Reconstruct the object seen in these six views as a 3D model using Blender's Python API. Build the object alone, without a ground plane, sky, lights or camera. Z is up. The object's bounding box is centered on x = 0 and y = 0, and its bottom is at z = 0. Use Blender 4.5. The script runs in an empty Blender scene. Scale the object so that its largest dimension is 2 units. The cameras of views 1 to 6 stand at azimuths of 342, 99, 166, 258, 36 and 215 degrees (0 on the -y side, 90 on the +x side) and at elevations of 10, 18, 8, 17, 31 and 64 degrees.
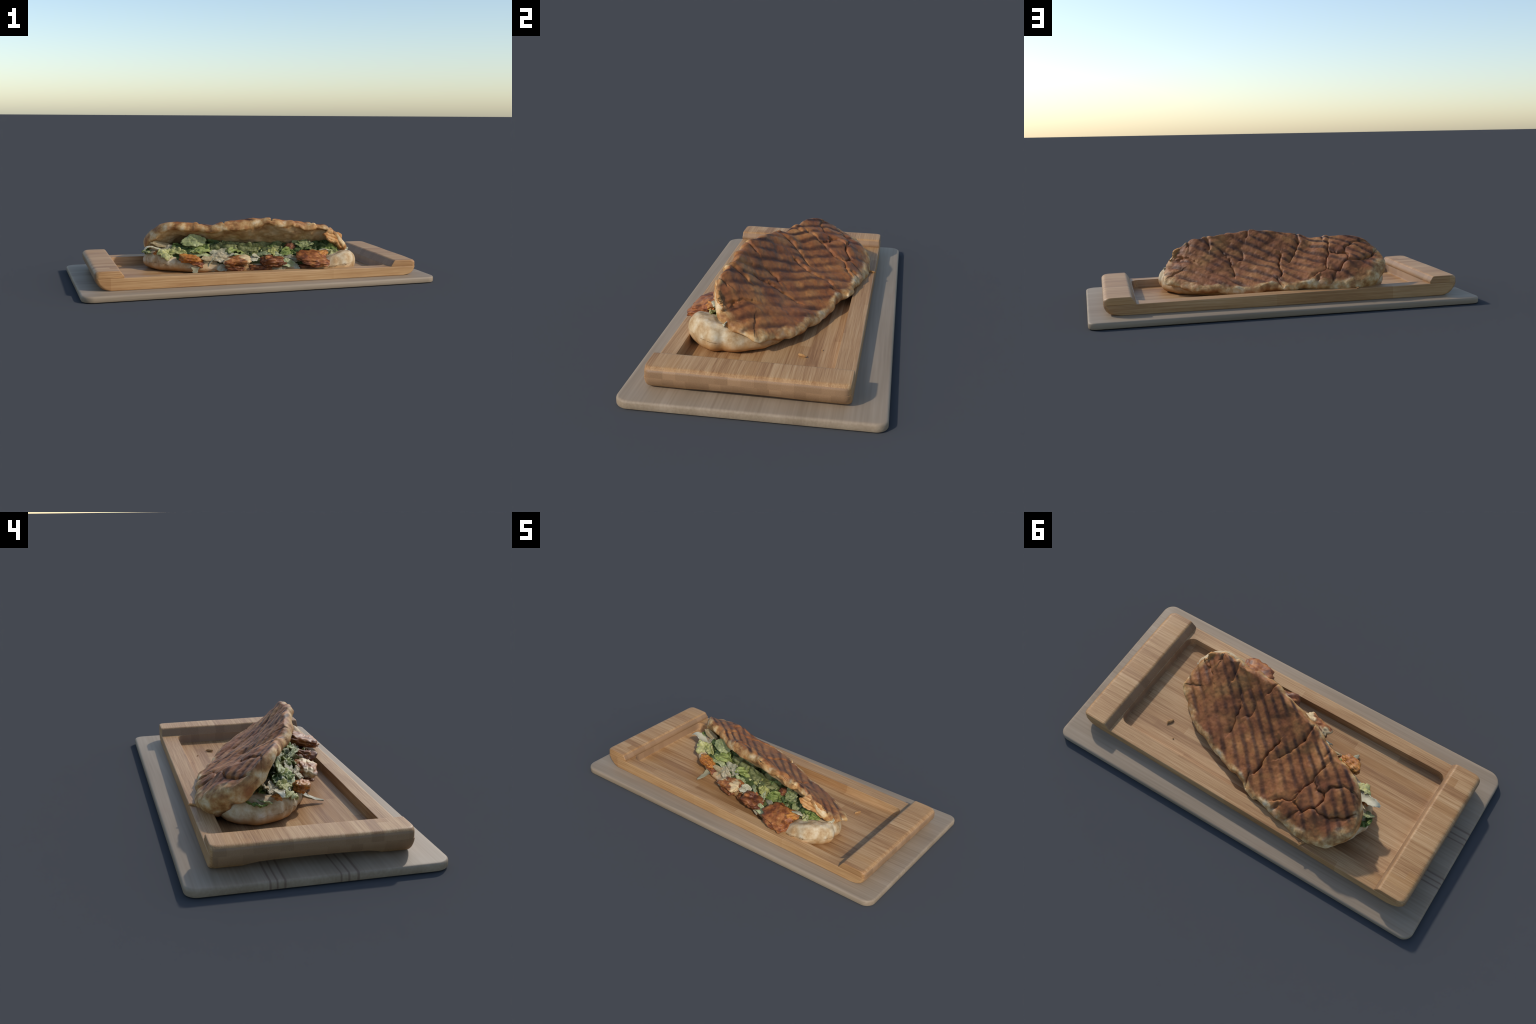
"""Grilled flatbread sandwich on a bamboo serving tray that stands on a pale wooden board."""
import bpy, bmesh, math, random
import numpy as np
from mathutils import Vector, Matrix, Euler

SEED = 11
rnd = random.Random(SEED)

# ------------------------------------------------------------------ numeric helpers
def _hash(ix, iy, iz, seed):
    h = (ix * 374761393 + iy * 668265263 + iz * 1274126177 + seed * 974711) & 0x7FFFFFFF
    h = ((h ^ (h >> 13)) * 1103515245) & 0x7FFFFFFF
    h = (h ^ (h >> 16)) & 0x7FFFFFFF
    return h / float(0x7FFFFFFF) * 2.0 - 1.0

def noise3(x, y, z, seed=0):
    """smooth value noise in -1..1 on numpy arrays"""
    x, y, z = np.broadcast_arrays(np.asarray(x, float), np.asarray(y, float), np.asarray(z, float))
    ix, iy, iz = (np.floor(a).astype(np.int64) for a in (x, y, z))
    f = [a - np.floor(a) for a in (x, y, z)]
    f = [t * t * t * (t * (t * 6 - 15) + 10) for t in f]
    out = 0
    for dx in (0, 1):
        for dy in (0, 1):
            for dz in (0, 1):
                w = (f[0] if dx else 1 - f[0]) * (f[1] if dy else 1 - f[1]) * (f[2] if dz else 1 - f[2])
                out = out + w * _hash(ix + dx, iy + dy, iz + dz, seed)
    return out

def fbm(x, y, z, seed=0, octaves=3):
    s, a = 0, 1.0
    for k in range(octaves):
        s = s + a * noise3(x * 2 ** k, y * 2 ** k, z * 2 ** k, seed + 17 * k)
        a *= .5
    return s

def smooth(a, b, x):
    t = np.clip((x - a) / (b - a), 0, 1)
    return t * t * (3 - 2 * t)

class Plate:
    """thin-plate surface z(x, y) through a few control points"""
    def __init__(self, pts, lam=1e-4):
        p = np.array(pts, float)
        self.p = p[:, :2]
        n = len(p)
        K = self._k(p[:, 0], p[:, 1]) + lam * np.eye(n)
        Q = np.c_[np.ones(n), self.p]
        A = np.block([[K, Q], [Q.T, np.zeros((3, 3))]])
        self.w = np.linalg.solve(A, np.r_[p[:, 2], 0, 0, 0])

    def _k(self, x, y):
        d2 = (np.asarray(x)[..., None] - self.p[:, 0]) ** 2 + (np.asarray(y)[..., None] - self.p[:, 1]) ** 2
        return .5 * d2 * np.log(d2 + 1e-18)

    def __call__(self, x, y):
        x, y = np.asarray(x, float), np.asarray(y, float)
        return self._k(x, y) @ self.w[:-3] + self.w[-3] + self.w[-2] * x + self.w[-1] * y

def polyline_distance(x, y, pts, closed=False, signed=False):
    """distance of each (x, y) to a polyline, and on request the side it lies on"""
    p = np.array(pts, float)
    if closed:
        p = np.vstack([p, p[:1]])
    best = np.full(np.shape(x), 1e9)
    for a, b in zip(p[:-1], p[1:]):
        ab = b - a
        t = np.clip(((x - a[0]) * ab[0] + (y - a[1]) * ab[1]) / (ab @ ab + 1e-12), 0, 1)
        d = np.hypot(x - a[0] - t * ab[0], y - a[1] - t * ab[1])
        if signed:
            s = np.sign(ab[0] * (y - a[1]) - ab[1] * (x - a[0]))
            side = np.where(d < best, s, side if best.min() < 1e8 else 0)
        best = np.minimum(best, d)
    return (best, side) if signed else best

# ------------------------------------------------------------------ mesh helpers
def new_object(name, verts, faces, mats, parent=None, smooth_angle=None, face_slots=None):
    me = bpy.data.meshes.new(name)
    me.from_pydata([tuple(v) for v in verts], [], [tuple(f) for f in faces])
    for m in mats:
        me.materials.append(m)
    if face_slots is not None:
        me.polygons.foreach_set("material_index", np.asarray(face_slots, dtype=np.int32))
    me.validate()
    me.update()
    ob = bpy.data.objects.new(name, me)
    bpy.context.scene.collection.objects.link(ob)
    if parent is not None:
        ob.parent = parent
    if smooth_angle is None:
        me.polygons.foreach_set("use_smooth", np.ones(len(me.polygons), dtype=bool))
    else:
        me.shade_smooth() if hasattr(me, "shade_smooth") else None
        set_sharp(me, smooth_angle)
    return ob

def set_sharp(me, angle):
    bm = bmesh.new()
    bm.from_mesh(me)
    for f in bm.faces:
        f.smooth = True
    for e in bm.edges:
        e.smooth = not (len(e.link_faces) == 2 and e.calc_face_angle(0) > angle)
    bm.to_mesh(me)
    bm.free()

def bake_modifiers(ob):
    dg = bpy.context.evaluated_depsgraph_get()
    me = bpy.data.meshes.new_from_object(ob.evaluated_get(dg))
    old = ob.data
    ob.modifiers.clear()
    ob.data = me
    me.name = old.name
    bpy.data.meshes.remove(old)

def grid_faces(nu, nv, base=0, flip=False, close_u=False):
    i, j = np.meshgrid(np.arange(nu if close_u else nu - 1), np.arange(nv - 1), indexing="ij")
    a = base + i * nv + j
    b = base + ((i + 1) % nu) * nv + j
    q = np.stack([a, b, b + 1, a + 1], -1).reshape(-1, 4)
    return q[:, ::-1] if flip else q

def empty(name, label, category, loc=(0, 0, 0)):
    e = bpy.data.objects.new(name, None)
    bpy.context.scene.collection.objects.link(e)
    e.location = loc
    e["label"], e["category"] = label, category
    return e

# ------------------------------------------------------------------ node helpers
class S:
    """a float socket with arithmetic"""
    def __init__(self, tree, sock):
        self.t, self.s = tree, sock

    def op(self, kind, *args, clamp=False):
        n = self.t.nodes.new("ShaderNodeMath")
        n.operation, n.use_clamp = kind, clamp
        for k, a in enumerate((self,) + args):
            if isinstance(a, S):
                self.t.links.new(a.s, n.inputs[k])
            else:
                n.inputs[k].default_value = a
        return S(self.t, n.outputs[0])
    def __add__(self, o): return self.op("ADD", o)
    __radd__ = __add__
    def __mul__(self, o): return self.op("MULTIPLY", o)
    __rmul__ = __mul__
    def __sub__(self, o): return self.op("SUBTRACT", o)
    def __rsub__(self, o): return (self * -1.0) + o
    def __truediv__(self, o): return self.op("DIVIDE", o)
    def floor(self): return self.op("FLOOR")
    def fract(self): return self.op("FRACT")
    def abs(self): return self.op("ABSOLUTE")
    def step(self, a, b):
        n = self.t.nodes.new("ShaderNodeMapRange")
        n.interpolation_type = "SMOOTHSTEP"
        self.t.links.new(self.s, n.inputs["Value"])
        n.inputs["From Min"].default_value, n.inputs["From Max"].default_value = a, b
        return S(self.t, n.outputs["Result"])

class Mat:
    def __init__(self, name, rough=.6, spec=.3):
        self.m = bpy.data.materials.new(name)
        self.m.use_nodes = True
        self.t = self.m.node_tree
        self.bsdf = self.t.nodes["Principled BSDF"]
        self.out = self.t.nodes["Material Output"]
        self.bsdf.inputs["Roughness"].default_value = rough
        self.bsdf.inputs["Specular IOR Level"].default_value = spec
        self.coord = self.t.nodes.new("ShaderNodeTexCoord").outputs["Object"]
        sep = self.t.nodes.new("ShaderNodeSeparateXYZ")
        self.t.links.new(self.coord, sep.inputs[0])
        self.x, self.y, self.z = (S(self.t, o) for o in sep.outputs)

    def scaled(self, scale=(1, 1, 1), offset=(0, 0, 0), rot=(0, 0, 0)):
        n = self.t.nodes.new("ShaderNodeMapping")
        n.inputs["Scale"].default_value = scale
        n.inputs["Location"].default_value = offset
        n.inputs["Rotation"].default_value = rot
        self.t.links.new(self.coord, n.inputs["Vector"])
        return n.outputs[0]

    def noise(self, scale=5, detail=4, stretch=(1, 1, 1), offset=(0, 0, 0), rough=.55, rot=(0, 0, 0), distort=0):
        n = self.t.nodes.new("ShaderNodeTexNoise")
        n.inputs["Scale"].default_value, n.inputs["Detail"].default_value = scale, detail
        n.inputs["Roughness"].default_value, n.inputs["Distortion"].default_value = rough, distort
        self.t.links.new(self.scaled(stretch, offset, rot), n.inputs["Vector"])
        return S(self.t, n.outputs[0])

    def white(self, a, b=None, c=None):
        cmb = self.t.nodes.new("ShaderNodeCombineXYZ")
        for k, v in enumerate((a, b, c)):
            if v is not None:
                self.t.links.new(v.s, cmb.inputs[k])
        n = self.t.nodes.new("ShaderNodeTexWhiteNoise")
        self.t.links.new(cmb.outputs[0], n.inputs["Vector"])
        return S(self.t, n.outputs["Value"])

    def object_random(self):
        return S(self.t, self.t.nodes.new("ShaderNodeObjectInfo").outputs["Random"])

    def ramp(self, fac, stops):
        n = self.t.nodes.new("ShaderNodeValToRGB")
        els = n.color_ramp.elements
        while len(els) < len(stops):
            els.new(.5)
        for e, (p, c) in zip(els, stops):
            e.position, e.color = p, (*c, 1)
        self.t.links.new(fac.s, n.inputs[0])
        return n.outputs[0]

    def mix(self, fac, a, b, mode="MIX"):
        n = self.t.nodes.new("ShaderNodeMix")
        n.data_type, n.blend_type = "RGBA", mode
        for sock, v in ((n.inputs[0], fac), (n.inputs[6], a), (n.inputs[7], b)):
            if isinstance(v, S):
                self.t.links.new(v.s, sock)
            elif hasattr(v, "is_linked") or hasattr(v, "node"):
                self.t.links.new(v, sock)
            elif isinstance(v, (int, float)):
                sock.default_value = v
            else:
                sock.default_value = (*v, 1)
        return n.outputs[2]

    def gain(self, col, fac):
        """multiply a colour by a float socket"""
        n = self.t.nodes.new("ShaderNodeVectorMath")
        n.operation = "SCALE"
        self.t.links.new(col, n.inputs[0])
        self.t.links.new(fac.s, n.inputs["Scale"])
        return n.outputs[0]

    def color(self, col):
        self.t.links.new(col, self.bsdf.inputs["Base Color"])

    def bump(self, height, strength=.3, dist=.003):
        n = self.t.nodes.new("ShaderNodeBump")
        n.inputs["Strength"].default_value, n.inputs["Distance"].default_value = strength, dist
        self.t.links.new(height.s, n.inputs["Height"])
        self.t.links.new(n.outputs[0], self.bsdf.inputs["Normal"])

    def rough(self, sock):
        self.t.links.new(sock.s, self.bsdf.inputs["Roughness"])

    def translucent(self, col, amount):
        tr = self.t.nodes.new("ShaderNodeBsdfTranslucent")
        self.t.links.new(col, tr.inputs[0])
        mx = self.t.nodes.new("ShaderNodeMixShader")
        mx.inputs[0].default_value = amount
        self.t.links.new(self.bsdf.outputs[0], mx.inputs[1])
        self.t.links.new(tr.outputs[0], mx.inputs[2])
        self.t.links.new(mx.outputs[0], self.out.inputs[0])

# ------------------------------------------------------------------ materials: wood
def board_material():
    m = Mat("pale_board_wood", rough=.55, spec=.25)
    fine = m.noise(1, 5, (2.0, 95, 95))
    wide = m.noise(1, 3, (.8, 9, 9), offset=(3, 1, 0))
    col = m.ramp(wide * .6 + fine * .4, [(.36, (.246, .180, .116)), (.50, (.300, .224, .150)), (.64, (.350, .268, .186))])
    wob = m.noise(2.5, 2, offset=(5, 5, 5)) * .02
    lines = None
    for y0, wdt in ((.188, .006), (.163, .005), (.136, .006), (-.061, .005), (-.089, .006), (-.122, .007)):
        d = ((m.y + wob) - (y0 + .010)).abs()
        l = d.step(wdt, wdt * .25)
        lines = l if lines is None else lines.op("MAXIMUM", l)
    fade = m.x.step(1.0, -.95) * .6 + .12
    col = m.mix(lines * fade, col, (.150, .090, .062))
    stain = m.noise(6, 3, (1, 2.5, 2), offset=(1, 7, 2)).step(.60, .78) * .25
    col = m.mix(stain, col, (.30, .20, .13))
    m.color(col)
    m.bump(fine, .15, .002)
    return m.m

def bamboo_material(name, tone=1.0, strip=.043, seed=0.0):
    m = Mat(name, rough=.5, spec=.3)
    layer = (m.z + seed).step(50, 60)
    yy = m.y / strip + layer * .37 + seed
    idx = yy.floor()
    seg = (m.x / .62 + m.white(idx, layer) * 3.0).floor()
    r1 = m.white(idx, layer, seg)
    r2 = m.white(idx + 31.7, layer, seg)
    fine = m.noise(1, 6, (4, 260, 260), rough=.7)
    mid = m.noise(1, 4, (2.2, 60, 9), offset=(seed, 2, 0), distort=.3)
    broad = m.noise(2.2, 2, (.5, 2, 1), offset=(9, seed, 1))
    fac = (mid * .30 + fine * .50 + r1 * .12 + broad * .12) * 1.12 - .06
    col = m.ramp(fac, [(.40, (.305 * tone, .144 * tone, .053 * tone)), (.50, (.432 * tone, .230 * tone, .094 * tone)),
                       (.58, (.520 * tone, .303 * tone, .135 * tone)), (.68, (.610 * tone, .384 * tone, .195 * tone))])
    honey = r2.step(.82, .95) * .35
    col = m.mix(honey, col, (.44 * tone, .215 * tone, .066 * tone))
    geo = m.t.nodes.new("ShaderNodeNewGeometry")
    sep = m.t.nodes.new("ShaderNodeSeparateXYZ")
    m.t.links.new(geo.outputs["True Normal"], sep.inputs[0])
    end_grain = S(m.t, sep.outputs[0]).abs().step(.55, .85)
    pores = m.noise(420, 2, (.1, 1, 1)) * .5 + .5
    col = m.mix(end_grain, col, m.gain(m.ramp(r1 * .18 + pores * .82, [(.45, (.190, .102, .050)), (.85, (.350, .208, .110))]), r2 * .14 + .90))
    seam = (yy.fract() - .5).abs().step(.475, .5)
    col = m.mix(seam * .34, col, (.27, .145, .06))
    knot = m.noise(34, 1, (.9, 1.2, 1), offset=(seed * 3, 4, 8)).step(.80, .84)
    col = m.mix(knot * .6, col, (.22, .12, .05))
    m.color(col)
    m.bump(fine, .22, .0015)
    return m.m

# ------------------------------------------------------------------ pale board
BOARD_X, BOARD_Y, BOARD_TOP = 1.0, .478, .033

def build_board():
    """flat slab: rounded-rectangle outline swept through a softly rounded edge profile"""
    def ring(inset):
        pts = []
        for cx, cy, a0, r in ((1, 1, 0, .045), (-1, 1, 90, .05), (-1, -1, 180, .065), (1, -1, 270, .055)):
            rr = r - inset
            for k in range(13):
                a = math.radians(a0 + 90 * k / 12)
                pts.append((cx * (BOARD_X - r) + rr * math.cos(a), cy * (BOARD_Y - r) + rr * math.sin(a)))
        return pts
    prof = [(.006, 0), (.002, .002), (0, .006), (0, .023), (.0015, .0285), (.005, .0318), (.010, BOARD_TOP)]
    verts, n = [], 52
    for inset, z in prof:
        verts += [(x, y, z) for x, y in ring(inset)]
    faces = []
    for k in range(len(prof) - 1):
        for i in range(n):
            a, b = k * n + i, k * n + (i + 1) % n
            faces.append((a, b, b + n, a + n))
    faces.append(tuple(range(n - 1, -1, -1)))
    faces.append(tuple((len(prof) - 1) * n + i for i in range(n)))
    ob = new_object("wooden_board", verts, faces, [board_material()], smooth_angle=math.radians(35))
    ob["label"] = "pale flat rectangular wooden board with rounded corners"
    ob["category"] = "board"
    return ob

# ------------------------------------------------------------------ bamboo tray
TRAY_LOC, TRAY_ROT = Vector((-.007, -.009, 0)), math.radians(-.86)
TRAY_HALF, RIM_Z, FLOOR_Z, HANDLE_Z = .371, .093, .0505, .1305

def tray_lean(co):
    """the tray stands a little higher at its -x end"""
    return co.z - .0088 * co.x * max(0.0, min(1.0, (co.z - .034) / .02))

def sweep_profile(name, prof, half, mats, parent, corner=.022, ny=41, jitter=.0008, seed=0):
    """closed x-z profile extruded along y, its ends drawn in to round the corners"""
    n = len(prof)
    xs = np.array([p[0] for p in prof])
    zs = np.array([p[1] for p in prof])
    xmid = .5 * (xs.min() + xs.max())
    edge = np.array([0, .15, .4, 1.0, 2.0, 4, 8, 14, 22]) * .001
    ys = np.r_[-half + edge, np.linspace(-half + .03, half - .03, ny), half - edge[::-1]]
    verts = []
    for y in ys:
        d = half - abs(y)
        draw = corner - math.sqrt(max(0, corner ** 2 - max(0, corner - d) ** 2))
        soft = .004 - math.sqrt(max(0, .004 ** 2 - max(0, .004 - d) ** 2))
        for x, z in zip(xs, zs):
            far = abs(x) > .86
            px = x - math.copysign(draw, x) if far else x
            pz = z - soft * (1 if z > .5 * (zs.min() + zs.max()) else -1)
            if not far and name == "handle":
                px = x + math.copysign(soft, x)
            w = noise3(px * 9, y * 9, pz * 14, seed) * jitter
            verts.append((px + w * .6, y, pz + (w if z > zs.min() + .01 else 0)))
    faces = []
    for k in range(len(ys) - 1):
        for i in range(n):
            a, b = k * n + i, k * n + (i + 1) % n
            faces.append((a, a + n, b + n, b))
    faces.append(tuple(range(n)))
    faces.append(tuple((len(ys) - 1) * n + i for i in range(n - 1, -1, -1)))
    ob = new_object(name, verts, faces, mats, parent, smooth_angle=math.radians(40))
    bm = bmesh.new(); bm.from_mesh(ob.data)
    bmesh.ops.recalc_face_normals(bm, faces=bm.faces)
    bm.to_mesh(ob.data); bm.free()
    return ob

def build_tray():
    tray = empty("serving_tray", "shallow bamboo tray with raised end handles and sunken floor", "tray", (TRAY_LOC.x, TRAY_LOC.y, .033))
    tray.rotation_euler.z = TRAY_ROT
    wood = bamboo_material("bamboo", .88)
    # body: boat-shaped ends curling up from a flat bottom
    end = [(.80, .0335), (.845, .0340), (.868, .0360), (.887, .0415), (.902, .0510), (.9135, .0640), (.9215, .0780), (.9243, .0880), (.9245, RIM_Z)]
    mids = np.linspace(.76, -.76, 25)
    prof = end + [(x, RIM_Z) for x in mids] + [(-x, z) for x, z in end[::-1]] + [(x, .0335) for x in mids[::-1]]
    body = sweep_profile("tray_body", prof, TRAY_HALF, [wood], tray, corner=.024, seed=3)
    # sunken floor
    hx, hy, r = .760, .297, .045
    prof_c = [(.012, FLOOR_Z), (.004, FLOOR_Z + .002), (.0, FLOOR_Z + .008), (-.0015, RIM_Z - .003), (-.004, RIM_Z + .002), (-.004, .2)]
    verts, n = [], 44
    for inset, z in prof_c:
        for cx, cy, a0 in ((1, 1, 0), (-1, 1, 90), (-1, -1, 180), (1, -1, 270)):
            for k in range(11):
                a = math.radians(a0 + 9 * k)
                verts.append((cx * (hx - r) + (r - inset) * math.cos(a), cy * (hy - r) - .008 + (r - inset) * math.sin(a), z))
    faces = [(k * n + i, k * n + (i + 1) % n, (k + 1) * n + (i + 1) % n, (k + 1) * n + i) for k in range(len(prof_c) - 1) for i in range(n)]
    faces += [tuple(range(n - 1, -1, -1)), tuple((len(prof_c) - 1) * n + i for i in range(n))]
    cutter = new_object("recess_cutter", verts, faces, [wood])
    cutter.parent = tray
    bm = bmesh.new(); bm.from_mesh(cutter.data)
    bmesh.ops.recalc_face_normals(bm, faces=bm.faces); bm.to_mesh(cutter.data); bm.free()
    mod = body.modifiers.new("recess", "BOOLEAN")
    mod.operation, mod.solver, mod.object = "DIFFERENCE", "EXACT", cutter
    # finger arches under both ends
    cutters = [cutter]
    for side in (1, -1):
        arch = [(-.285, .020), (-.285, .038), (-.27, .051), (-.24, .060), (-.20, .0655), (-.10, .0690), (0, .070), (.10, .0690), (.20, .0655), (.24, .060), (.27, .051), (.285, .038), (.285, .020)]
        n = len(arch)
        av = [(side * .785, y * .96, max(.020, z - .024)) for y, z in arch] + [(side * 1.0, y, z) for y, z in arch]
        af = [(i, (i + 1) % n, n + (i + 1) % n, n + i) for i in range(n)] + [tuple(range(n)), tuple(range(2 * n - 1, n - 1, -1))]
        arch_cutter = new_object("arch_cutter", av, af, [wood], tray)
        bm = bmesh.new(); bm.from_mesh(arch_cutter.data)
        bmesh.ops.recalc_face_normals(bm, faces=bm.faces); bm.to_mesh(arch_cutter.data); bm.free()
        mod = body.modifiers.new("arch", "BOOLEAN")
        mod.operation, mod.solver, mod.object = "DIFFERENCE", "EXACT", arch_cutter
        cutters.append(arch_cutter)
    bake_modifiers(body)
    for c in cutters:
        bpy.data.objects.remove(c)
    set_sharp(body.data, math.radians(38))
    # handles glued on both ends
    z0 = RIM_Z - .0008
    hp = [(.766, z0), (.848, z0), (.9243, z0), (.9247, .097), (.9249, .112), (.9243, .1165), (.921, .1215), (.914, .1275), (.908, .1298), (.902, HANDLE_Z),
          (.896, HANDLE_Z + .0002), (.85, HANDLE_Z + .0006), (.801, HANDLE_Z + .0002), (.796, HANDLE_Z), (.791, .1288), (.786, .1245), (.779, .114), (.7715, .103), (.768, .096)]
    parts = [body]
    for side in (1, -1):
        prof = [(side * x, z) for x, z in hp]
        if side < 0:
            prof = prof[::-1]
        parts.append(sweep_profile("handle", prof, TRAY_HALF - .001, [bamboo_material("bamboo_handle", .91, .047, 2.3 + side)], tray, corner=.026, seed=8 + side))
    for ob in parts:
        for v in ob.data.vertices:
            v.co.z = tray_lean(v.co)
            v.co.x += .016 * max(0.0, min(1.0, (-v.co.x - .762) / .01)) if (ob is not body or v.co.x < -.80) else 0.0
        ob.data.transform(Matrix.Translation((0, 0, -.033)))
        ob.data.update()
    return tray

def tray_floor(x, y):
    return FLOOR_Z - .0088 * x

# ------------------------------------------------------------------ sandwich: shared shape data
AXIS = math.radians(-20)
CENTER = np.array((0.0, .055))
AXES = np.array((.60, .225))
EX, EY = np.array((math.cos(AXIS), math.sin(AXIS))), np.array((-math.sin(AXIS), math.cos(AXIS)))

# crust height measured at features of the grilled top
TOP_POINTS = [(.487, -.217, .275), (.336, -.188, .335), (.111, -.157, .363), (-.152, -.064, .338), (-.278, .0, .324), (0, .185, .161),
              (-.011, .082, .216), (.035, .025, .226), (.224, .056, .156), (-.172, .28, .150), (.176, .183, .105), (-.08, .1, .204), (-.242, .082, .266),
              (-.245, .181, .216), (-.357, .161, .263), (-.464, .209, .238), (-.508, .182, .25), (-.362, .226, .240), (.573, -.043, .13),
              (.017, .262, .12), (-.469, .271, .207), (-.42, .033, .338), (-.35, .01, .329), (-.21, -.055, .332), (-.07, -.113, .361),
              (0, -.13, .371), (.07, -.155, .375), (.14, -.178, .367), (.21, -.19, .363), (.28, -.193, .354), (.42, -.21, .318),
              (-.49, .09, .318), (-.555, .2, .24), (.254, -.069, .242), (.174, -.035, .228), (.255, -.112, .277), (.228, -.048, .228),
              (.230, -.003, .192), (.297, .053, .150), (.102, .066, .190), (.149, .073, .169), (.006, -.036, .281), (.334, -.169, .312), (.294, .127, .118),
              (.558, -.19, .212), (-.291, .084, .288), (-.125, .031, .260), (-.003, .131, .188), (-.262, .190, .214), (-.361, .245, .220), (.42, .09, .112), (.51, .015, .122),
              (-.389, .331, .150), (-.417, .311, .168), (-.269, .274, .163), (-.485, .29, .190), (-.535, .253, .218), (-.516, .294, .182), (-.341, .283, .180), (-.289, .337, .120)]
TOP = Plate(TOP_POINTS, 4e-4)
TOP_OUTLINE = [(.583, -.049), (.580, -.119), (.572, -.176), (.538, -.204), (.487, -.225), (.42, -.224), (.35, -.215), (.28, -.206), (.21, -.203),
               (.14, -.190), (.07, -.167), (0, -.142), (-.07, -.124), (-.14, -.105), (-.21, -.074), (-.28, -.037), (-.35, -.012), (-.42, .014),
               (-.49, .066), (-.538, .125), (-.556, .17), (-.560, .212), (-.545, .255), (-.520, .286), (-.455, .320), (-.398, .336), (-.335, .332),
               (-.237, .312), (-.166, .305), (-.068, .290), (.006, .258), (.085, .222), (.188, .190), (.324, .134), (.43, .095), (.512, .022), (.567, -.02)]
BASE_OUTLINE = [(.595, -.18), (.585, -.095), (.552, -.04), (.51, .005), (.42, .050), (.32, .100), (.15, .155), (.0, .205), (-.068, .228), (-.2, .255),
                (-.36, .280), (-.446, .268), (-.525, .235), (-.556, .185), (-.570, .087), (-.546, .025), (-.495, -.030), (-.42, -.070), (-.366, -.102),
                (-.2, -.155), (-.05, -.20), (.08, -.238), (.166, -.272), (.28, -.300), (.35, -.325), (.42, -.340), (.49, -.338), (.556, -.302), (.593, -.245)]

def stripe_index(x, y):
    """whole numbers fall on the grill marks"""
    return 6.275 - 15.488 * x - 17.229 * y + .986 * x * x + 6.067 * x * y + 11.962 * y * y

# cracks in the crust: half width, depth, and path
CRACKS = [(.006, .010, [(-.149, -.019), (-.14, -.003), (-.122, .03), (-.092, .062), (-.074, .084)]),
          (.0075, .018, [(-.037, .024), (-.023, .058), (-.012, .085), (-.009, .105), (-.008, .135), (-.01, .164), (.001, .19)]),
          (.005, .010, [(.229, -.042), (.231, -.005), (.221, .037), (.226, .07)]),
          (.008, .008, [(.158, -.055), (.158, -.028), (.173, -.019)]),
          (.006, .005, [(.259, -.091), (.254, -.07), (.232, -.047)]),
          (.009, .012, [(.100, -.185), (.108, -.160), (.122, -.128)]),
          (.010, .010, [(.335, -.215), (.330, -.164), (.331, -.128)]),
          (.010, .010, [(-.160, -.10), (-.150, -.045), (-.149, -.019)]),
          (.010, .008, [(-.285, -.03), (-.278, .012)]),
          (.0055, .013, [(-.302, .052), (-.29, .08), (-.276, .106), (-.277, .126), (-.258, .151), (-.243, .181)]),
          (.0045, .010, [(-.243, .181), (-.24, .212), (-.235, .228), (-.217, .236), (-.183, .238), (-.154, .265)]),
          (.0045, .011, [(-.291, .124), (-.319, .152), (-.347, .155), (-.357, .147), (-.369, .119), (-.394, .105)]),
          (.006, .015, [(-.355, .155), (-.367, .182), (-.359, .21), (-.345, .229), (-.322, .235), (-.297, .261), (-.271, .249), (-.247, .229)]),
          (.0055, .013, [(-.345, .229), (-.372, .237), (-.415, .234), (-.434, .234), (-.447, .219), (-.491, .203), (-.509, .18), (-.53, .16)]),
          (.006, .009, [(-.215, .318), (-.247, .308), (-.266, .271), (-.278, .261)]),
          (.005, .006, [(.495, -.151), (.453, -.129), (.421, -.086)]),
          (.007, .010, [(.027, .2), (.022, .221), (.006, .265)]),
          (.007, .008, [(.44, -.19), (.437, -.22)]),
          (.007, .008, [(.515, -.20), (.51, -.175), (.481, -.144)]),
          (.004, .004, [(.548, -.059), (.502, -.066)]),
          (.005, .006, [(-.394, .105), (-.42, .09), (-.46, .095), (-.50, .10)]),
          (.012, .010, [(-.171, .285), (-.182, .268)])]

class Outline:
    """closed outline as a radius over the angle in the sandwich's stretched frame"""
    def __init__(self, pts, n=361):
        p = np.array(pts, float) - CENTER
        u = np.c_[p @ EX / AXES[0], p @ EY / AXES[1]]
        th, r = np.arctan2(u[:, 1], u[:, 0]), np.hypot(u[:, 0], u[:, 1])
        o = np.argsort(th)
        th, r = th[o], r[o]
        th3, r3 = np.r_[th - 2 * np.pi, th, th + 2 * np.pi], np.r_[r, r, r]
        self.th = np.linspace(-np.pi, np.pi, n)
        rr = np.interp(self.th, th3, r3)
        ker = np.hanning(7); ker /= ker.sum()
        ext = np.r_[rr[-7:-1], rr, rr[1:7]]
        self.r = np.convolve(ext, ker, "same")[6:-6]

    def radius(self, th):
        return np.interp(th, self.th, self.r)

    def world(self, th, rho=1.0):
        R = self.radius(th) * rho
        a, b = R * np.cos(th) * AXES[0], R * np.sin(th) * AXES[1]
        return CENTER[0] + a * EX[0] + b * EY[0], CENTER[1] + a * EX[1] + b * EY[1]

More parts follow.
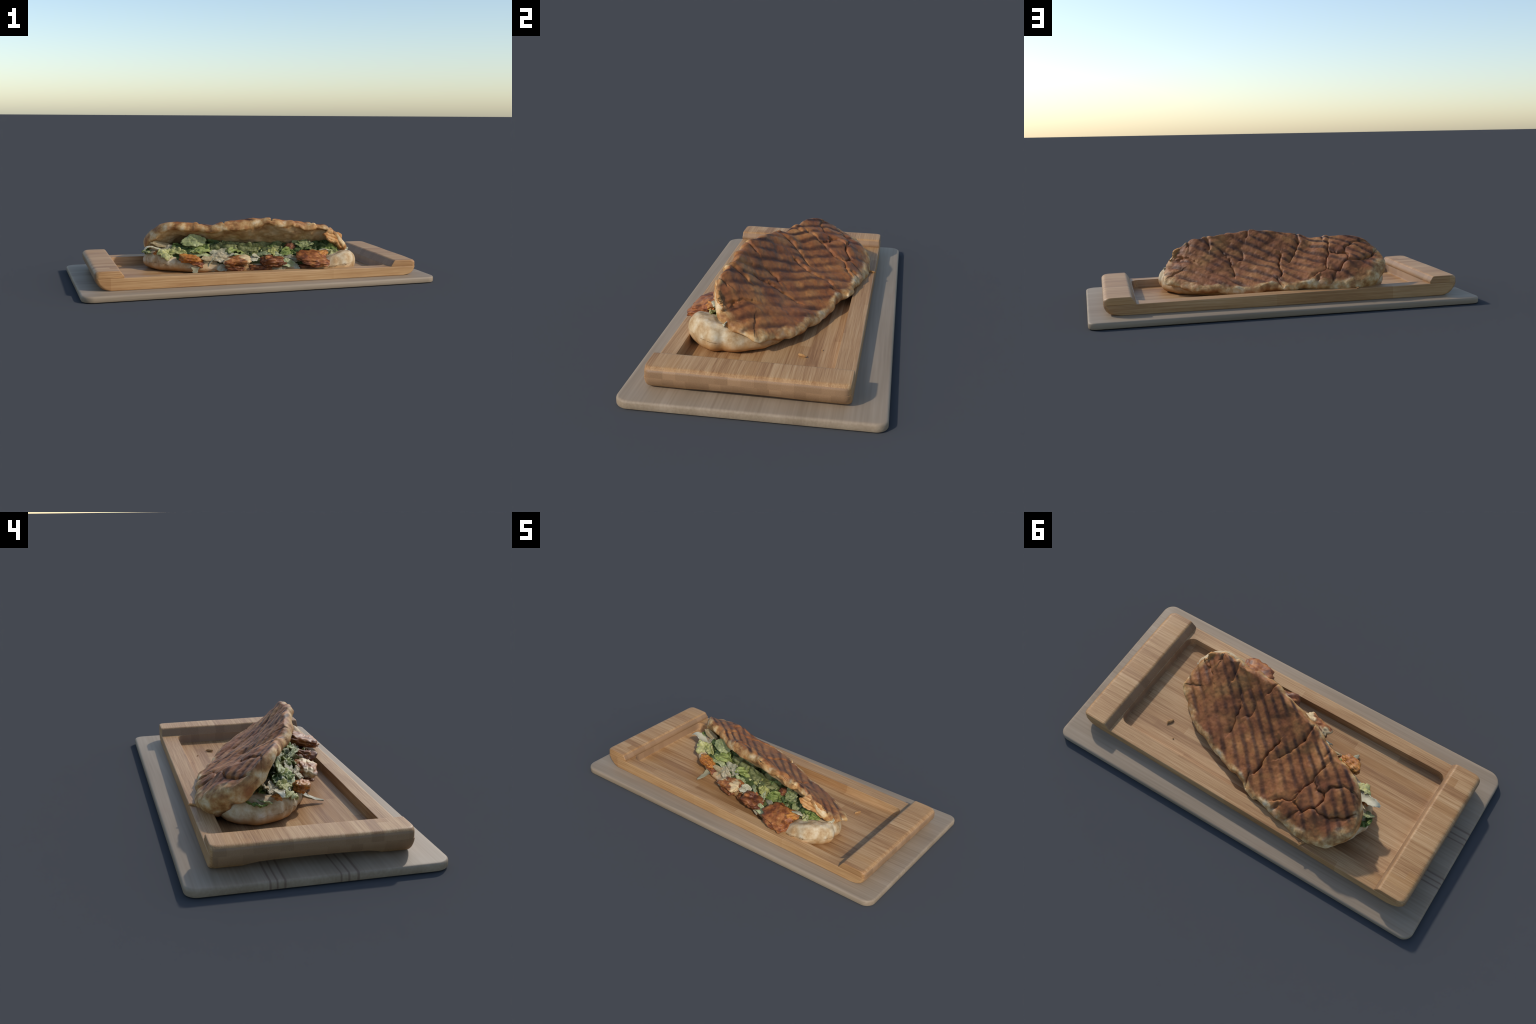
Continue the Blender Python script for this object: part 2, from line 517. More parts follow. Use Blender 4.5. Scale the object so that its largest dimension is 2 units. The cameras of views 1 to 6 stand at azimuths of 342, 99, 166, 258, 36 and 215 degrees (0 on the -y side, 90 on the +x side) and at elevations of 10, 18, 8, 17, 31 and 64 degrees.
def pillow(outline, nu, nv, wobble, seed):
    """plan grid of a rounded slab: x, y, distance to the rim, rim flag"""
    u, v = np.meshgrid(np.linspace(-1, 1, nu), np.linspace(-1, 1, nv), indexing="ij")
    X, Y = u * np.sqrt(1 - v * v / 2), v * np.sqrt(1 - u * u / 2)
    r, th = np.minimum(np.hypot(X, Y), 1), np.arctan2(Y, X)
    rho = np.sin(r * np.pi / 2)
    x, y = outline.world(th, rho)
    tt = np.linspace(-np.pi, np.pi, 400, endpoint=False)
    ring = np.c_[outline.world(tt)]
    d = polyline_distance(x, y, ring, closed=True)
    d[(np.abs(u) == 1) | (np.abs(v) == 1)] = 0
    # scalloped edge
    ex, ey = x - CENTER[0], y - CENTER[1]
    L = np.hypot(ex, ey) + 1e-9
    w = noise3(x * 24, y * 24, 0 * x, seed) * wobble * smooth(.06, 0, d)
    return x + ex / L * w, y + ey / L * w, d, th, rho

def two_sided(name, top, bot, nu, nv, mats, slots_top, slots_bot, parent):
    n = nu * nv
    verts = np.vstack([top.reshape(-1, 3), bot.reshape(-1, 3)])
    idx = np.arange(2 * n)
    I = np.arange(n).reshape(nu, nv)
    rim = np.unique(np.r_[I[0], I[-1], I[:, 0], I[:, -1]])
    idx[n + rim] = rim
    ft = grid_faces(nu, nv)
    fb = idx[grid_faces(nu, nv, n, flip=True)]
    st, sb = slots_top, slots_bot
    keep = np.ones(2 * n, bool); keep[n + rim] = False
    remap = np.cumsum(keep) - 1
    remap[n + rim] = remap[rim]
    faces = remap[np.vstack([ft, fb])]
    return new_object(name, verts[keep], faces.tolist(), mats, parent, face_slots=np.r_[st, sb])

def cell_mean(a):
    return (.25 * (a[:-1, :-1] + a[1:, :-1] + a[1:, 1:] + a[:-1, 1:])).reshape(-1)

# ------------------------------------------------------------------ materials: bread
def rim_coordinate(m, outline):
    """0 at the middle of the bread, 1 at its plan outline"""
    px, py = m.x - float(CENTER[0]), m.y - float(CENTER[1])
    a = (px * float(EX[0]) + py * float(EX[1])) / float(AXES[0])
    b = (px * float(EY[0]) + py * float(EY[1])) / float(AXES[1])
    rad = (a * a + b * b).op("SQRT")
    ang = b.op("ARCTAN2", a) / (2 * math.pi) + .5
    fc = m.t.nodes.new("ShaderNodeFloatCurve")
    cu = fc.mapping.curves[0]
    n = 25
    vals = [(k / (n - 1), float(outline.radius(-math.pi + 2 * math.pi * k / (n - 1))) / 2) for k in range(n)]
    cu.points[0].location, cu.points[1].location = vals[0], vals[-1]
    for v in vals[1:-1]:
        cu.points.new(*v)
    fc.mapping.update()
    m.t.links.new(ang.s, fc.inputs["Value"])
    return rad / (S(m.t, fc.outputs[0]) * 2.0)

def crust_material(outline):
    m = Mat("grilled_crust", rough=.62, spec=.3)
    rho = rim_coordinate(m, outline)
    x, y = m.x, m.y
    warp = m.noise(14, 2) * .34 - .17
    q = (x * -15.488) + (y * -17.229) + (x * x) * .986 + (x * y) * 6.067 + (y * y) * 11.962 + 6.275 + warp
    dist = (q.fract() - .5).abs() * -1.0 + .5            # 0 on a mark, .5 between marks
    patch = m.noise(7, 3, offset=(2, 3, 1))
    blot = m.noise(38, 4, offset=(4, 1, 1))
    bar = dist.step(.35, .05) * (patch.step(.38, .56) * .72 + .28) * (m.noise(26, 3, offset=(1, 1, 6)).step(.34, .52) * .25 + .75)
    # marks burn darker along the raised front
    front = ((y * .94 + x * .342) * -1.0).step(-.06, .14)
    tone = m.noise(11, 5, offset=(7, 2, 2), rough=.6)
    base = m.ramp(tone, [(.34, (.205, .066, .020)), (.47, (.295, .104, .030)), (.58, (.365, .146, .042)), (.72, (.440, .200, .064))])
    red = m.noise(5, 3, offset=(1, 8, 3)).step(.48, .68) * .5
    base = m.mix(red, base, (.255, .080, .032))
    col = m.mix(bar * (front * .22 + .76), base, (.040, .016, .010))
    col = m.mix(blot.step(.54, .72) * .25, col, (.125, .046, .024))
    # golden unburnt rim, cream where it tore
    back = (y * .94 + x * .342 - .052).step(.06, .20)
    rimn = rho + back * .05 + (m.noise(16, 3, offset=(3, 3, 9)) - .5) * .26
    gold = m.ramp(m.noise(20, 4, offset=(6, 6, 1)), [(.36, (.27, .112, .034)), (.47, (.42, .212, .072)), (.56, (.54, .330, .138)), (.68, (.66, .50, .30))])
    edge = rimn.step(.915, 1.005)
    col = m.mix(edge, col, gold)
    burn = m.noise(9, 2, offset=(2, 9, 4)).step(.56, .70) * rimn.step(.9, 1.0) * .55
    col = m.mix(burn, col, (.36, .125, .040))
    fine = m.noise(150, 3)
    col = m.gain(col, fine * .30 + .85)
    m.color(col)
    m.bump(m.noise(70, 4), .25, .003)
    return m.m

def crumb_material(name, dark=(.30, .15, .06), mid=(.47, .29, .13), light=(.60, .45, .27)):
    m = Mat(name, rough=.75, spec=.2)
    col = m.ramp(m.noise(16, 5), [(.3, dark), (.5, mid), (.72, light)])
    m.color(col)
    m.bump(m.noise(60, 4), .4, .004)
    return m.m

def base_bread_material():
    m = Mat("pale_bread", rough=.68, spec=.25)
    n = m.noise(22, 6, offset=(2, 5, 7), rough=.62)
    col = m.ramp(n, [(.34, (.36, .215, .095)), (.47, (.47, .325, .175)), (.58, (.55, .420, .26)), (.72, (.62, .52, .37))])
    toast = (m.z + (m.noise(12, 3, offset=(8, 0, 0)) - .5) * .05).step(.112, .062)   # baked golden underside
    col = m.mix(toast * .85, col, (.50, .245, .075))
    spots = m.noise(30, 3, offset=(0, 4, 0)).step(.62, .76) * .35
    col = m.mix(spots, col, (.42, .26, .13))
    m.color(col)
    m.bump(m.noise(55, 4), .35, .004)
    return m.m

# ------------------------------------------------------------------ bread
def build_top_bread(parent):
    nu, nv = 700, 310
    ol = Outline(TOP_OUTLINE)
    x, y, d, th, rho = pillow(ol, nu, nv, .010, 5)
    s = (x - CENTER[0]) * EX[0] + (y - CENTER[1]) * EX[1]
    t = (x - CENTER[0]) * EY[0] + (y - CENTER[1]) * EY[1]
    z = TOP(x, y)
    h = .002
    gx, gy = (TOP(x + h, y) - TOP(x - h, y)) / (2 * h), (TOP(x, y + h) - TOP(x, y - h)) / (2 * h)
    n = np.stack([-gx, -gy, np.ones_like(gx)], -1)
    n /= np.linalg.norm(n, axis=-1, keepdims=True)
    thick = .052 + .050 * np.exp(-((x + .47) ** 2 + (y - .27) ** 2) / .15 ** 2) + .014 * noise3(s * 13, t * 13, 0 * s, 21) * smooth(.08, 0, d)
    thick = thick - .016 * smooth(.35, .55, s)
    thick = thick + .012 * smooth(.02, -.12, t) * smooth(.3, .1, np.abs(s + .1))
    width = .026 - .013 * smooth(-.02, -.08, t) + .005 * noise3(s * 14, t * 14, 0 * s, 4)
    k = 1 - np.clip(d / width, 0, 1)
    prof = np.sqrt(np.clip(1 - k * k, 0, 1))
    mid = np.stack([x, y, z - thick * .5 / n[..., 2]], -1)
    x, y = x + n[..., 0] * thick * .5 * prof, y + n[..., 1] * thick * .5 * prof      # plan position on the crust
    # relief of the crust
    q = stripe_index(x, y) + .08 * noise3(x * 14, y * 14, 0 * x, 31)
    dq = np.abs(q - np.round(q))
    inner = smooth(.002, .03, d)
    relief = -.0052 * np.exp(-(dq / .17) ** 2) * (.55 + .45 * inner) * (.6 + .5 * noise3(x * 8, y * 8, 0 * x, 77))
    relief += .0046 * fbm(x * 13, y * 13, z * 13, 40, 3) + .006 * noise3(x * 20, y * 20, z * 8, 47) * smooth(.05, .0, d) + .0008 * fbm(x * 70, y * 70, z * 70, 44, 2)
    jx, jy = x + .004 * noise3(x * 60, y * 60, 0 * x, 51), y + .004 * noise3(x * 60, y * 60, 0 * x, 52)
    for w, dep, path in CRACKS:
        dk, side = polyline_distance(jx, jy, path, signed=True)
        cut = np.exp(-(dk / (w * .62)) ** 2)
        relief += -dep * .85 * cut - .0035 * np.exp(-(dk / .013) ** 2) + side * .0032 * np.exp(-(dk / .022)) * (1 - cut) * smooth(.05, .02, dk)
    top = mid + n * (thick * .5 * prof + relief * np.clip(prof * 1.2, .35, 1))[..., None]
    under = -.5 * thick * prof + .006 * fbm(x * 16, y * 16, z * 16, 60, 3) * prof
    bot = mid + n * under[..., None]
    # the rim sags and puckers
    dc = cell_mean(d)
    slots_t = np.zeros(len(dc), int)
    slots_b = np.where(dc > .020, 1, 0)
    return two_sided("top_bread", top, bot, nu, nv, [crust_material(ol), crumb_material("toasted_crumb")], slots_t, slots_b, parent)

BASE_T = Plate([(-.55, .0, .100), (-.50, .15, .115), (-.57, .1, .095), (-.45, -.05, .085), (-.36, -.09, .062), (-.2, -.13, .055), (.1, -.22, .055), (.3, -.27, .060),
                (.40, -.29, .100), (.45, -.28, .118), (.51, -.24, .120), (.57, -.18, .110), (.55, -.06, .090), (.44, .04, .055), (.2, .15, .045), (0, .2, .060),
                (-.3, .27, .085), (-.45, .25, .10), (-.54, .22, .10), (0, 0, .05)], 1e-3)

def build_base_bread(parent):
    nu, nv = 300, 150
    ol = Outline(BASE_OUTLINE)
    x, y, d, th, rho = pillow(ol, nu, nv, .009, 15)
    T = BASE_T(x, y) + .004 * fbm(x * 10, y * 10, 0 * x, 71, 2)
    z0 = tray_floor(x, y) + .001
    T = np.minimum(T, np.maximum(TOP(x, y) - .03 - z0, .02))
    w = np.clip(T * .62, .02, .05)
    k = 1 - np.clip(d / w, 0, 1)
    prof = np.sqrt(np.clip(1 - k * k, 0, 1))
    lump = .0034 * fbm(x * 22, y * 22, 0 * x, 81, 3) - .0025 * np.exp(-(noise3(x * 6, y * 6, 0 * x, 84) / .05) ** 2)
    mid = z0 + T * .47
    top = np.stack([x, y, mid + T * .53 * prof + lump], -1)
    bot = np.stack([x, y, np.maximum(mid - T * .47 * prof + lump * .5, z0)], -1)
    nf = (nu - 1) * (nv - 1)
    return two_sided("base_bread", top, bot, nu, nv, [base_bread_material()], np.zeros(nf, int), np.zeros(nf, int), parent)

# ------------------------------------------------------------------ filling
def leaf_mesh(name, seed, mats, nu=34, nv=26, ruffle=1.0, aspect=.75, thick=.038):
    """crumpled salad leaf about one unit long, a thin closed sheet"""
    r = random.Random(seed)
    u, v = np.meshgrid(np.linspace(-1, 1, nu), np.linspace(-1, 1, nv), indexing="ij")
    k = .78                                             # between a disc and a square: a torn, chopped piece
    X, Y = u * np.sqrt(1 - k * v * v / 2), v * np.sqrt(1 - k * u * u / 2)
    rr = np.maximum(np.abs(u), np.abs(v))
    edge = 1 + rr ** 2 * (.42 * noise3(X * 1.3 + seed, Y * 1.3, 0 * X, seed) + .13 * noise3(X * 4 + seed, Y * 4, 0 * X, seed + 2))
    x, y = .5 * X * edge, .5 * aspect * Y * edge
    crease = np.abs(noise3(x * 2.2 + seed, y * 4.2, 0 * x, seed + 1)) + .4 * np.abs(noise3(x * 5 + seed, y * 5, 0 * x, seed + 3))
    frill = rr ** 4 * noise3(x * 7 + seed, y * 7, 0 * x, seed + 5)
    z = ruffle * (.22 * crease + .11 * frill + .035 * noise3(x * 11, y * 11, 0 * x, seed + 7))
    bend, roll = r.uniform(-.6, .3), r.uniform(-.6, .6)
    z += bend * x * x + roll * y * y * .9 - .05 * np.exp(-(y / .05) ** 2)
    z -= z.mean()
    P = np.stack([x, y, z], -1)
    du, dv = np.gradient(P, axis=0), np.gradient(P, axis=1)
    nrm = np.cross(du, dv)
    nrm /= np.linalg.norm(nrm, axis=-1, keepdims=True) + 1e-9
    top, bot = P + nrm * thick * .5, P - nrm * thick * .5
    n = nu * nv
    V = np.vstack([top.reshape(-1, 3), bot.reshape(-1, 3)])
    F = [tuple(f) for f in grid_faces(nu, nv)] + [tuple(f) for f in grid_faces(nu, nv, n, flip=True)]
    I = np.arange(n).reshape(nu, nv)
    loop = list(I[:, 0]) + list(I[-1, 1:]) + list(I[-2::-1, -1]) + list(I[0, -2:0:-1])
    for a, b in zip(loop, loop[1:] + loop[:1]):
        F.append((a, n + a, n + b, b))
    me = bpy.data.meshes.new(name)
    me.from_pydata(V.tolist(), [], F)
    for m in mats:
        me.materials.append(m)
    me.polygons.foreach_set("use_smooth", np.ones(len(me.polygons), dtype=bool))
    bm = bmesh.new(); bm.from_mesh(me)
    bmesh.ops.recalc_face_normals(bm, faces=bm.faces)
    bm.to_mesh(me); bm.free()
    return me

def leaf_material(name, dark, mid, light, translucency=.18):
    m = Mat(name, rough=.5, spec=.35)
    fac = m.noise(3.2, 4, rough=.6) * .75 + m.object_random() * .25
    col = m.ramp(fac, [(.36, dark), (.50, mid), (.64, light)])
    vein = (m.y + m.noise(2, 2) * .2 - .1).abs().step(.05, .012) * .35
    col = m.mix(vein, col, light)
    m.color(col)
    m.bump(m.noise(14, 3), .35, .02)
    m.translucent(col, translucency)
    return m.m

def meat_material(name, stops, cream=0.0):
    m = Mat(name, rough=.5, spec=.35)
    fac = m.noise(19, 6, rough=.68) * .8 + m.noise(60, 3, offset=(3, 3, 3)) * .2
    col = m.ramp(fac, stops)
    if cream:
        c = (m.noise(15, 2, offset=(5, 1, 2)) + cream).step(.52, .64)
        col = m.mix(c * .85, col, (.66, .50, .27))
    char = m.noise(24, 3, offset=(9, 2, 2)).step(.54, .66) * .7
    col = m.mix(char, col, (.070, .020, .009))
    m.color(col)
    m.bump(m.noise(60, 4), .3, .003)
    return m.m

def meat_piece(name, center, size, rot, seed, mat, parent, points=(), rough=1.0):
    """lumpy chunk: a faceted rounded block pulled out to a few torn points"""
    nu, nv = 84, 50
    a, b = np.meshgrid(np.linspace(0, 2 * np.pi, nu, endpoint=False), np.linspace(0, np.pi, nv), indexing="ij")
    D = np.stack([np.cos(a) * np.sin(b), np.sin(a) * np.sin(b), np.cos(b)], -1)
    box = 1 / (np.abs(D) ** 2.6).sum(-1) ** (1 / 2.6)
    r = box * (1 + .26 * noise3(D[..., 0] * 1.7 + seed, D[..., 1] * 1.7, D[..., 2] * 1.7, seed) + .12 * noise3(D[..., 0] * 4 + seed, D[..., 1] * 4, D[..., 2] * 4, seed + 3)
               - .10 * np.abs(noise3(D[..., 0] * 3.3, D[..., 1] * 3.3 + seed, D[..., 2] * 3.3, seed + 6)) + .03 * noise3(D[..., 0] * 10, D[..., 1] * 10, D[..., 2] * 10, seed + 9)
               + .08 * noise3(D[..., 0] * 2.2, D[..., 1] * 6.5 + seed, D[..., 2] * 3.0, seed + 12))
    r = box * (1 + (r / box - 1) * rough)
    R = np.array(Euler([math.radians(k) for k in rot]).to_matrix())
    for p, amt in points:
        pd = R.T @ np.array(p, float)
        pd = pd / np.array(size); pd /= np.linalg.norm(pd)
        r = r + amt * np.exp(-((1 - (D @ pd)) / .10))
    P = (D * r[..., None] * (np.array(size) * .5)) @ R.T + np.array(center)
    P[:, 0] = P[:, 0].mean(0); P[:, -1] = P[:, -1].mean(0)
    floor = tray_floor(P[..., 0], P[..., 1]) + .002
    P[..., 2] = np.maximum(P[..., 2], floor)
    ob = new_object(name, P.reshape(-1, 3), grid_faces(nu, nv, close_u=True, flip=True).tolist(), [mat], parent)
    bm = bmesh.new(); bm.from_mesh(ob.data)
    bmesh.ops.remove_doubles(bm, verts=bm.verts, dist=1e-5)
    bmesh.ops.recalc_face_normals(bm, faces=bm.faces)
    bm.to_mesh(ob.data); bm.free()
    return ob

def strip(name, pts, widths, thick, mat, parent, curl=.0, seed=0):
    """ribbon of cabbage or onion along a curved spine"""
    p = np.array(pts, float)
    k = np.linspace(0, len(p) - 1, 28)
    i = np.clip(k.astype(int), 0, len(p) - 2)
    f = (k - i)[:, None]
    def at(j): return p[np.clip(j, 0, len(p) - 1)]
    p0, p1, p2, p3 = at(i - 1), at(i), at(i + 1), at(i + 2)
    c = .5 * (2 * p1 + (p2 - p0) * f + (2 * p0 - 5 * p1 + 4 * p2 - p3) * f ** 2 + (3 * p1 - p0 - 3 * p2 + p3) * f ** 3)
    w = np.interp(np.linspace(0, 1, 28), np.linspace(0, 1, len(widths)), widths)
    tan = np.gradient(c, axis=0); tan /= np.linalg.norm(tan, axis=1, keepdims=True)
    side = np.cross(tan, (0, 0, 1.0)); side /= np.linalg.norm(side, axis=1, keepdims=True)
    up = np.cross(side, tan)
    nr = 14
    ang = np.linspace(0, 2 * np.pi, nr, endpoint=False)
    rings = []
    for j in range(28):
        a = np.cos(ang) * w[j] * .5
        b = np.sin(ang) * thick * .5 + curl * (a / (w.max() * .5)) ** 2 * w[j]
        wob = .12 * w[j] * noise3(ang * 0 + j * .5, np.cos(ang) * 2, np.sin(ang) * 2, seed)
        rings.append(c[j] + np.outer(a + wob, side[j]) + np.outer(b, up[j]))
    V = np.array(rings)
    F = []
    for j in range(27):
        for q in range(nr):
            F.append((j * nr + q, j * nr + (q + 1) % nr, (j + 1) * nr + (q + 1) % nr, (j + 1) * nr + q))
    F += [tuple(range(nr - 1, -1, -1)), tuple(27 * nr + q for q in range(nr))]
    return new_object(name, V.reshape(-1, 3), F, [mat], parent, smooth_angle=math.radians(60))

# height of the heaped filling, from the front edge up to the underside of the top bread
FILL = Plate([(-.50, .0, .150), (-.42, -.05, .145), (-.30, -.08, .135), (-.20, -.13, .125), (-.05, -.17, .120), (.10, -.20, .125), (.25, -.23, .125), (.40, -.22, .140), (.50, -.2, .15),
              (-.45, .03, .165), (-.32, -.03, .190), (-.18, -.08, .165), (-.085, -.09, .170), (.06, -.13, .170), (.19, -.17, .165), (.30, -.16, .180), (.40, -.17, .185),
              (-.40, .06, .160), (-.25, .03, .16), (-.1, -.03, .150), (.05, -.06, .150), (.2, -.09, .150), (.33, -.11, .150), (.48, -.15, .17), (.0, .1, .13), (-.3, .15, .16), (.3, .02, .09)], 1e-4)
FILL_OUTLINE = [(.54, -.15), (.51, -.20), (.43, -.245), (.36, -.265), (.25, -.255), (.10, -.225), (-.05, -.185), (-.2, -.145), (-.3, -.10), (-.42, -.06), (-.51, .01), (-.55, .08), (-.54, .16),
                (-.45, .22), (-.3, .24), (-.1, .22), (.1, .16), (.3, .06), (.45, -.02), (.53, -.08)]

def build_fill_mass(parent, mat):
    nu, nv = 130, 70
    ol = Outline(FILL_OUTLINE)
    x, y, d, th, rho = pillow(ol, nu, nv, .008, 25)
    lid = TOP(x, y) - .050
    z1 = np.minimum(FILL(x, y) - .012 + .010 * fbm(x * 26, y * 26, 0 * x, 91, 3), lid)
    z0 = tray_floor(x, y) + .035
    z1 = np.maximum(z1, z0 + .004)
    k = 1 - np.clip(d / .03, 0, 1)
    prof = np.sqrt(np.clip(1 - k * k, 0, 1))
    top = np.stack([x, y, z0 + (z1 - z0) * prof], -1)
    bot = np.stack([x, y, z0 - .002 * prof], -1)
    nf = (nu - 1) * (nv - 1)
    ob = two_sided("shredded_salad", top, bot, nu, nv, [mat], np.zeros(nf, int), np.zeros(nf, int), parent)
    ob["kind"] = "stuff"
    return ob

def build_filling(parent):
    greens = {
        "bright": leaf_material("lettuce_bright", (.085, .125, .020), (.185, .235, .050), (.33, .37, .11)),
        "green": leaf_material("lettuce_green", (.045, .075, .016), (.105, .145, .036), (.21, .25, .085)),
        "olive": leaf_material("lettuce_olive", (.065, .080, .022), (.140, .150, .048), (.26, .26, .105)),
        "yellow": leaf_material("lettuce_yellow", (.24, .24, .060), (.41, .39, .12), (.56, .53, .24)),
        "pale": leaf_material("lettuce_pale", (.25, .27, .10), (.38, .40, .17), (.52, .52, .29)),
        "white": leaf_material("cabbage_white", (.37, .33, .20), (.50, .45, .29), (.62, .57, .41)),
        "cream": leaf_material("onion_cream", (.35, .25, .12), (.48, .37, .20), (.60, .50, .32)),
    }
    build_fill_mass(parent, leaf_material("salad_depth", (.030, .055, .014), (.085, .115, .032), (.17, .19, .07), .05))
    kinds = [("lettuce_leaf", dict(ruffle=ru, aspect=a)) for ru, a in ((.9, .75), (1.1, .55), (.6, .45), (1.2, .8), (.7, .36), (.9, .6), (1.1, .65), (.8, .42), (.40, .45), (.30, .28), (.45, .6))]
    meshes = [leaf_mesh(n, 100 + 7 * i, [greens["green"]], **kw) for i, (n, kw) in enumerate(kinds)]

    def put(x, y, z, size, tone, rot, variant):
        ob = bpy.data.objects.new("lettuce_leaf" if tone not in ("white", "cream") else "cabbage_shred", meshes[variant])
        bpy.context.scene.collection.objects.link(ob)
        ob.parent = parent
        k = max(0.0, min(1.0, (z - .135) / .04))          # upper leaves sit deeper in the pocket
        ob.location = (x + .006 * k, y + .002 + .016 * k, z - .006 * k)
        ob.rotation_euler = rot
        ob.scale = (size, size, size)
        ob.material_slots[0].link = "OBJECT"
        ob.material_slots[0].material = greens[tone]
        return ob

    face = math.radians(-20)      # leaves lie on the slope that faces the opening
    def lean(tilt, yaw, roll=0):
        return (Euler((math.radians(tilt), math.radians(roll), 0)).to_matrix().to_4x4().inverted()
                @ Matrix.Identity(4)).to_euler() if False else Euler((math.radians(tilt), math.radians(roll), face + math.radians(yaw)))

    # leaves that can be told apart in the opening: x, y, z, size, tone, tilt, yaw, roll
    named = [(-.323, -.032, .228, .125, "pale", 62, 5, 0), (-.296, -.052, .187, .12, "bright", 40, 15, -10), (-.416, -.035, .170, .10, "yellow", 30, -20, 10),
             (-.472, -.020, .162, .085, "yellow", 45, 10, 25), (-.286, -.085, .152, .11, "pale", 20, 10, 0), (-.177, -.105, .165, .11, "white", 50, 15, -15),
             (-.193, -.135, .140, .10, "cream", 60, -10, 10), (-.230, -.020, .200, .13, "green", 60, 0, 0), (-.130, -.070, .190, .14, "olive", 45, 10, 5),
             (-.085, -.100, .175, .10, "bright", 35, 60, 10), (-.010, -.110, .185, .13, "olive", 50, 5, 0), (.096, -.115, .195, .14, "olive", 45, -5, 5),
             (.004, -.195, .152, .055, "white", 30, 40, 20), (.050, -.192, .163, .07, "pale", 40, -20, -10), (.112, -.188, .168, .075, "yellow", 35, 15, 15),
             (.191, -.197, .172, .10, "bright", 40, 40, 0), (.250, -.190, .176, .11, "green", 48, -20, 0), (.290, -.178, .216, .10, "pale", 30, 10, -10),
             (.165, -.268, .115, .085, "pale", 62, 10, 10), (.193, -.222, .140, .08, "white", 35, -10, 0), (.358, -.205, .182, .10, "pale", 35, 15, 10),
             (.398, -.200, .200, .11, "green", 50, 0, 0), (.455, -.225, .180, .085, "bright", 35, 20, 10), (.470, -.205, .190, .07, "yellow", 50, 60, -20),
             (.540, -.185, .172, .06, "white", 55, 10, 0), (.385, -.245, .172, .05, "white", 25, 20, 0), (.05, -.08, .195, .12, "green", 60, 5, 0),
             (.17, -.13, .190, .12, "green", 50, 20, 0), (-.38, -.01, .19, .11, "green", 55, -10, 0), (-.07, -.155, .15, .07, "pale", 40, 30, 0),
             (.22, -.240, .130, .07, "cream", 55, 0, 0), (.150, -.262, .105, .075, "pale", 65, 20, 10), (.205, -.272, .100, .065, "white", 60, -15, 0), (-.020, -.200, .135, .06, "white", 45, 10, 0),
             (-.235, -.118, .130, .085, "cream", 50, 25, 10), (.135, -.215, .150, .07, "pale", 40, -30, 10), (-.33, -.07, .158, .08, "pale", 40, 10, -10), (.44, -.252, .165, .06, "yellow", 45, -20, 0), (-.24, -.125, .105, .10, "cream", 70, 0, 0), (-.18, -.165, .085, .07, "white", 60, 30, 0),
             (.12, -.262, .085, .06, "cream", 70, -10, 0), (.33, -.155, .195, .12, "olive", 45, 5, 0), (-.45, .02, .175, .10, "cream", 40, -15, 0),
             (-.47, .06, .19, .11, "cream", 35, 10, 20), (-.55, .09, .155, .08, "pale", 25, 60, 0), (-.56, .13, .150, .075, "bright", 20, 70, 0)]
    for i, (x, y, z, sz, tone, tilt, yaw, roll) in enumerate(named):
        put(x, y, z, sz * 1.15, tone, lean(tilt, yaw, roll), 8 + i % 3 if tone in ("white", "cream", "pale") else i % 8)
    # the rest of the heap
    r = random.Random(5)
    tones = ["green", "green", "olive", "olive", "bright", "pale", "yellow"]
    for i in range(120):
        s = r.uniform(-.52, .50)
        base = np.array((s * .94 + .02, -s * .36 - .075))
        off = r.uniform(-.045, .050)
        x, y = base[0] + EY[0] * off, base[1] + EY[1] * off
        z = min(float(FILL(x, y)) - .004, float(TOP(x, y)) - .085)
        if z < .10:
            continue
        tone = r.choice(tones) if off > -.02 else r.choice(["pale", "yellow", "bright", "white", "cream", "green"])
        put(x, y, z, r.uniform(.055, .095), tone, lean(r.uniform(20, 65), r.uniform(-60, 60), r.uniform(-30, 30)),
            8 + r.randrange(3) if tone in ("white", "cream", "pale") else r.randrange(8))

    roast = [(.34, (.085, .022, .008)), (.46, (.225, .066, .018)), (.56, (.370, .135, .036)), (.70, (.52, .27, .10))]
    brown = [(.34, (.060, .017, .008)), (.46, (.150, .045, .015)), (.56, (.255, .088, .026)), (.70, (.40, .19, .07))]
    orange = [(.34, (.180, .048, .010)), (.46, (.36, .118, .020)), (.56, (.49, .195, .036)), (.70, (.60, .34, .10))]
    m_roast, m_brown, m_orange = (meat_material(n, s) for n, s in (("roast_chicken", roast), ("dark_chicken", brown), ("orange_chicken", orange)))
    m_cream = meat_material("pale_chicken", roast, .05)
    M = lambda c, s, rot, seed, mat, pts=(): meat_piece("chicken_piece", c, s, rot, seed, mat, parent, pts)
    M((.315, -.285, .140), (.175, .150, .048), (14, 4, -8), 3, m_roast, (((0, -1, .1), .22), ((-1, -.1, .2), .2), ((.4, .1, 1), .5)))
    M((.350, -.268, .160), (.110, .060, .030), (10, -8, 20), 4, m_orange, (((1, .2, .2), .25),))
    M((.085, -.240, .118), (.140, .085, .055), (8, 0, -10), 7, m_brown, (((-.7, -1, .6), .7), ((1, .3, .3), .3)))
    M((.070, -.225, .135), (.085, .05, .04), (20, 0, 30), 19, m_roast, (((-.5, -1, .7), .5),))
    M((-.100, -.190, .128), (.150, .085, .052), (10, -4, -14), 12, m_cream, (((-1, -.4, .1), .35), ((.4, -1, .0), .35), ((.9, .4, .5), .4)))
    M((-.120, -.195, .095), (.100, .055, .035), (0, 10, -20), 14, m_brown, (((-1, -.3, -.3), .3),))
    M((-.360, -.095, .138), (.115, .060, .046), (12, 6, -20), 22, m_orange, (((-.6, -1, .3), .5), ((1, 0, -.2), .4)))
    M((-.320, -.105, .110), (.085, .05, .035), (0, 16, -10), 24, m_roast)
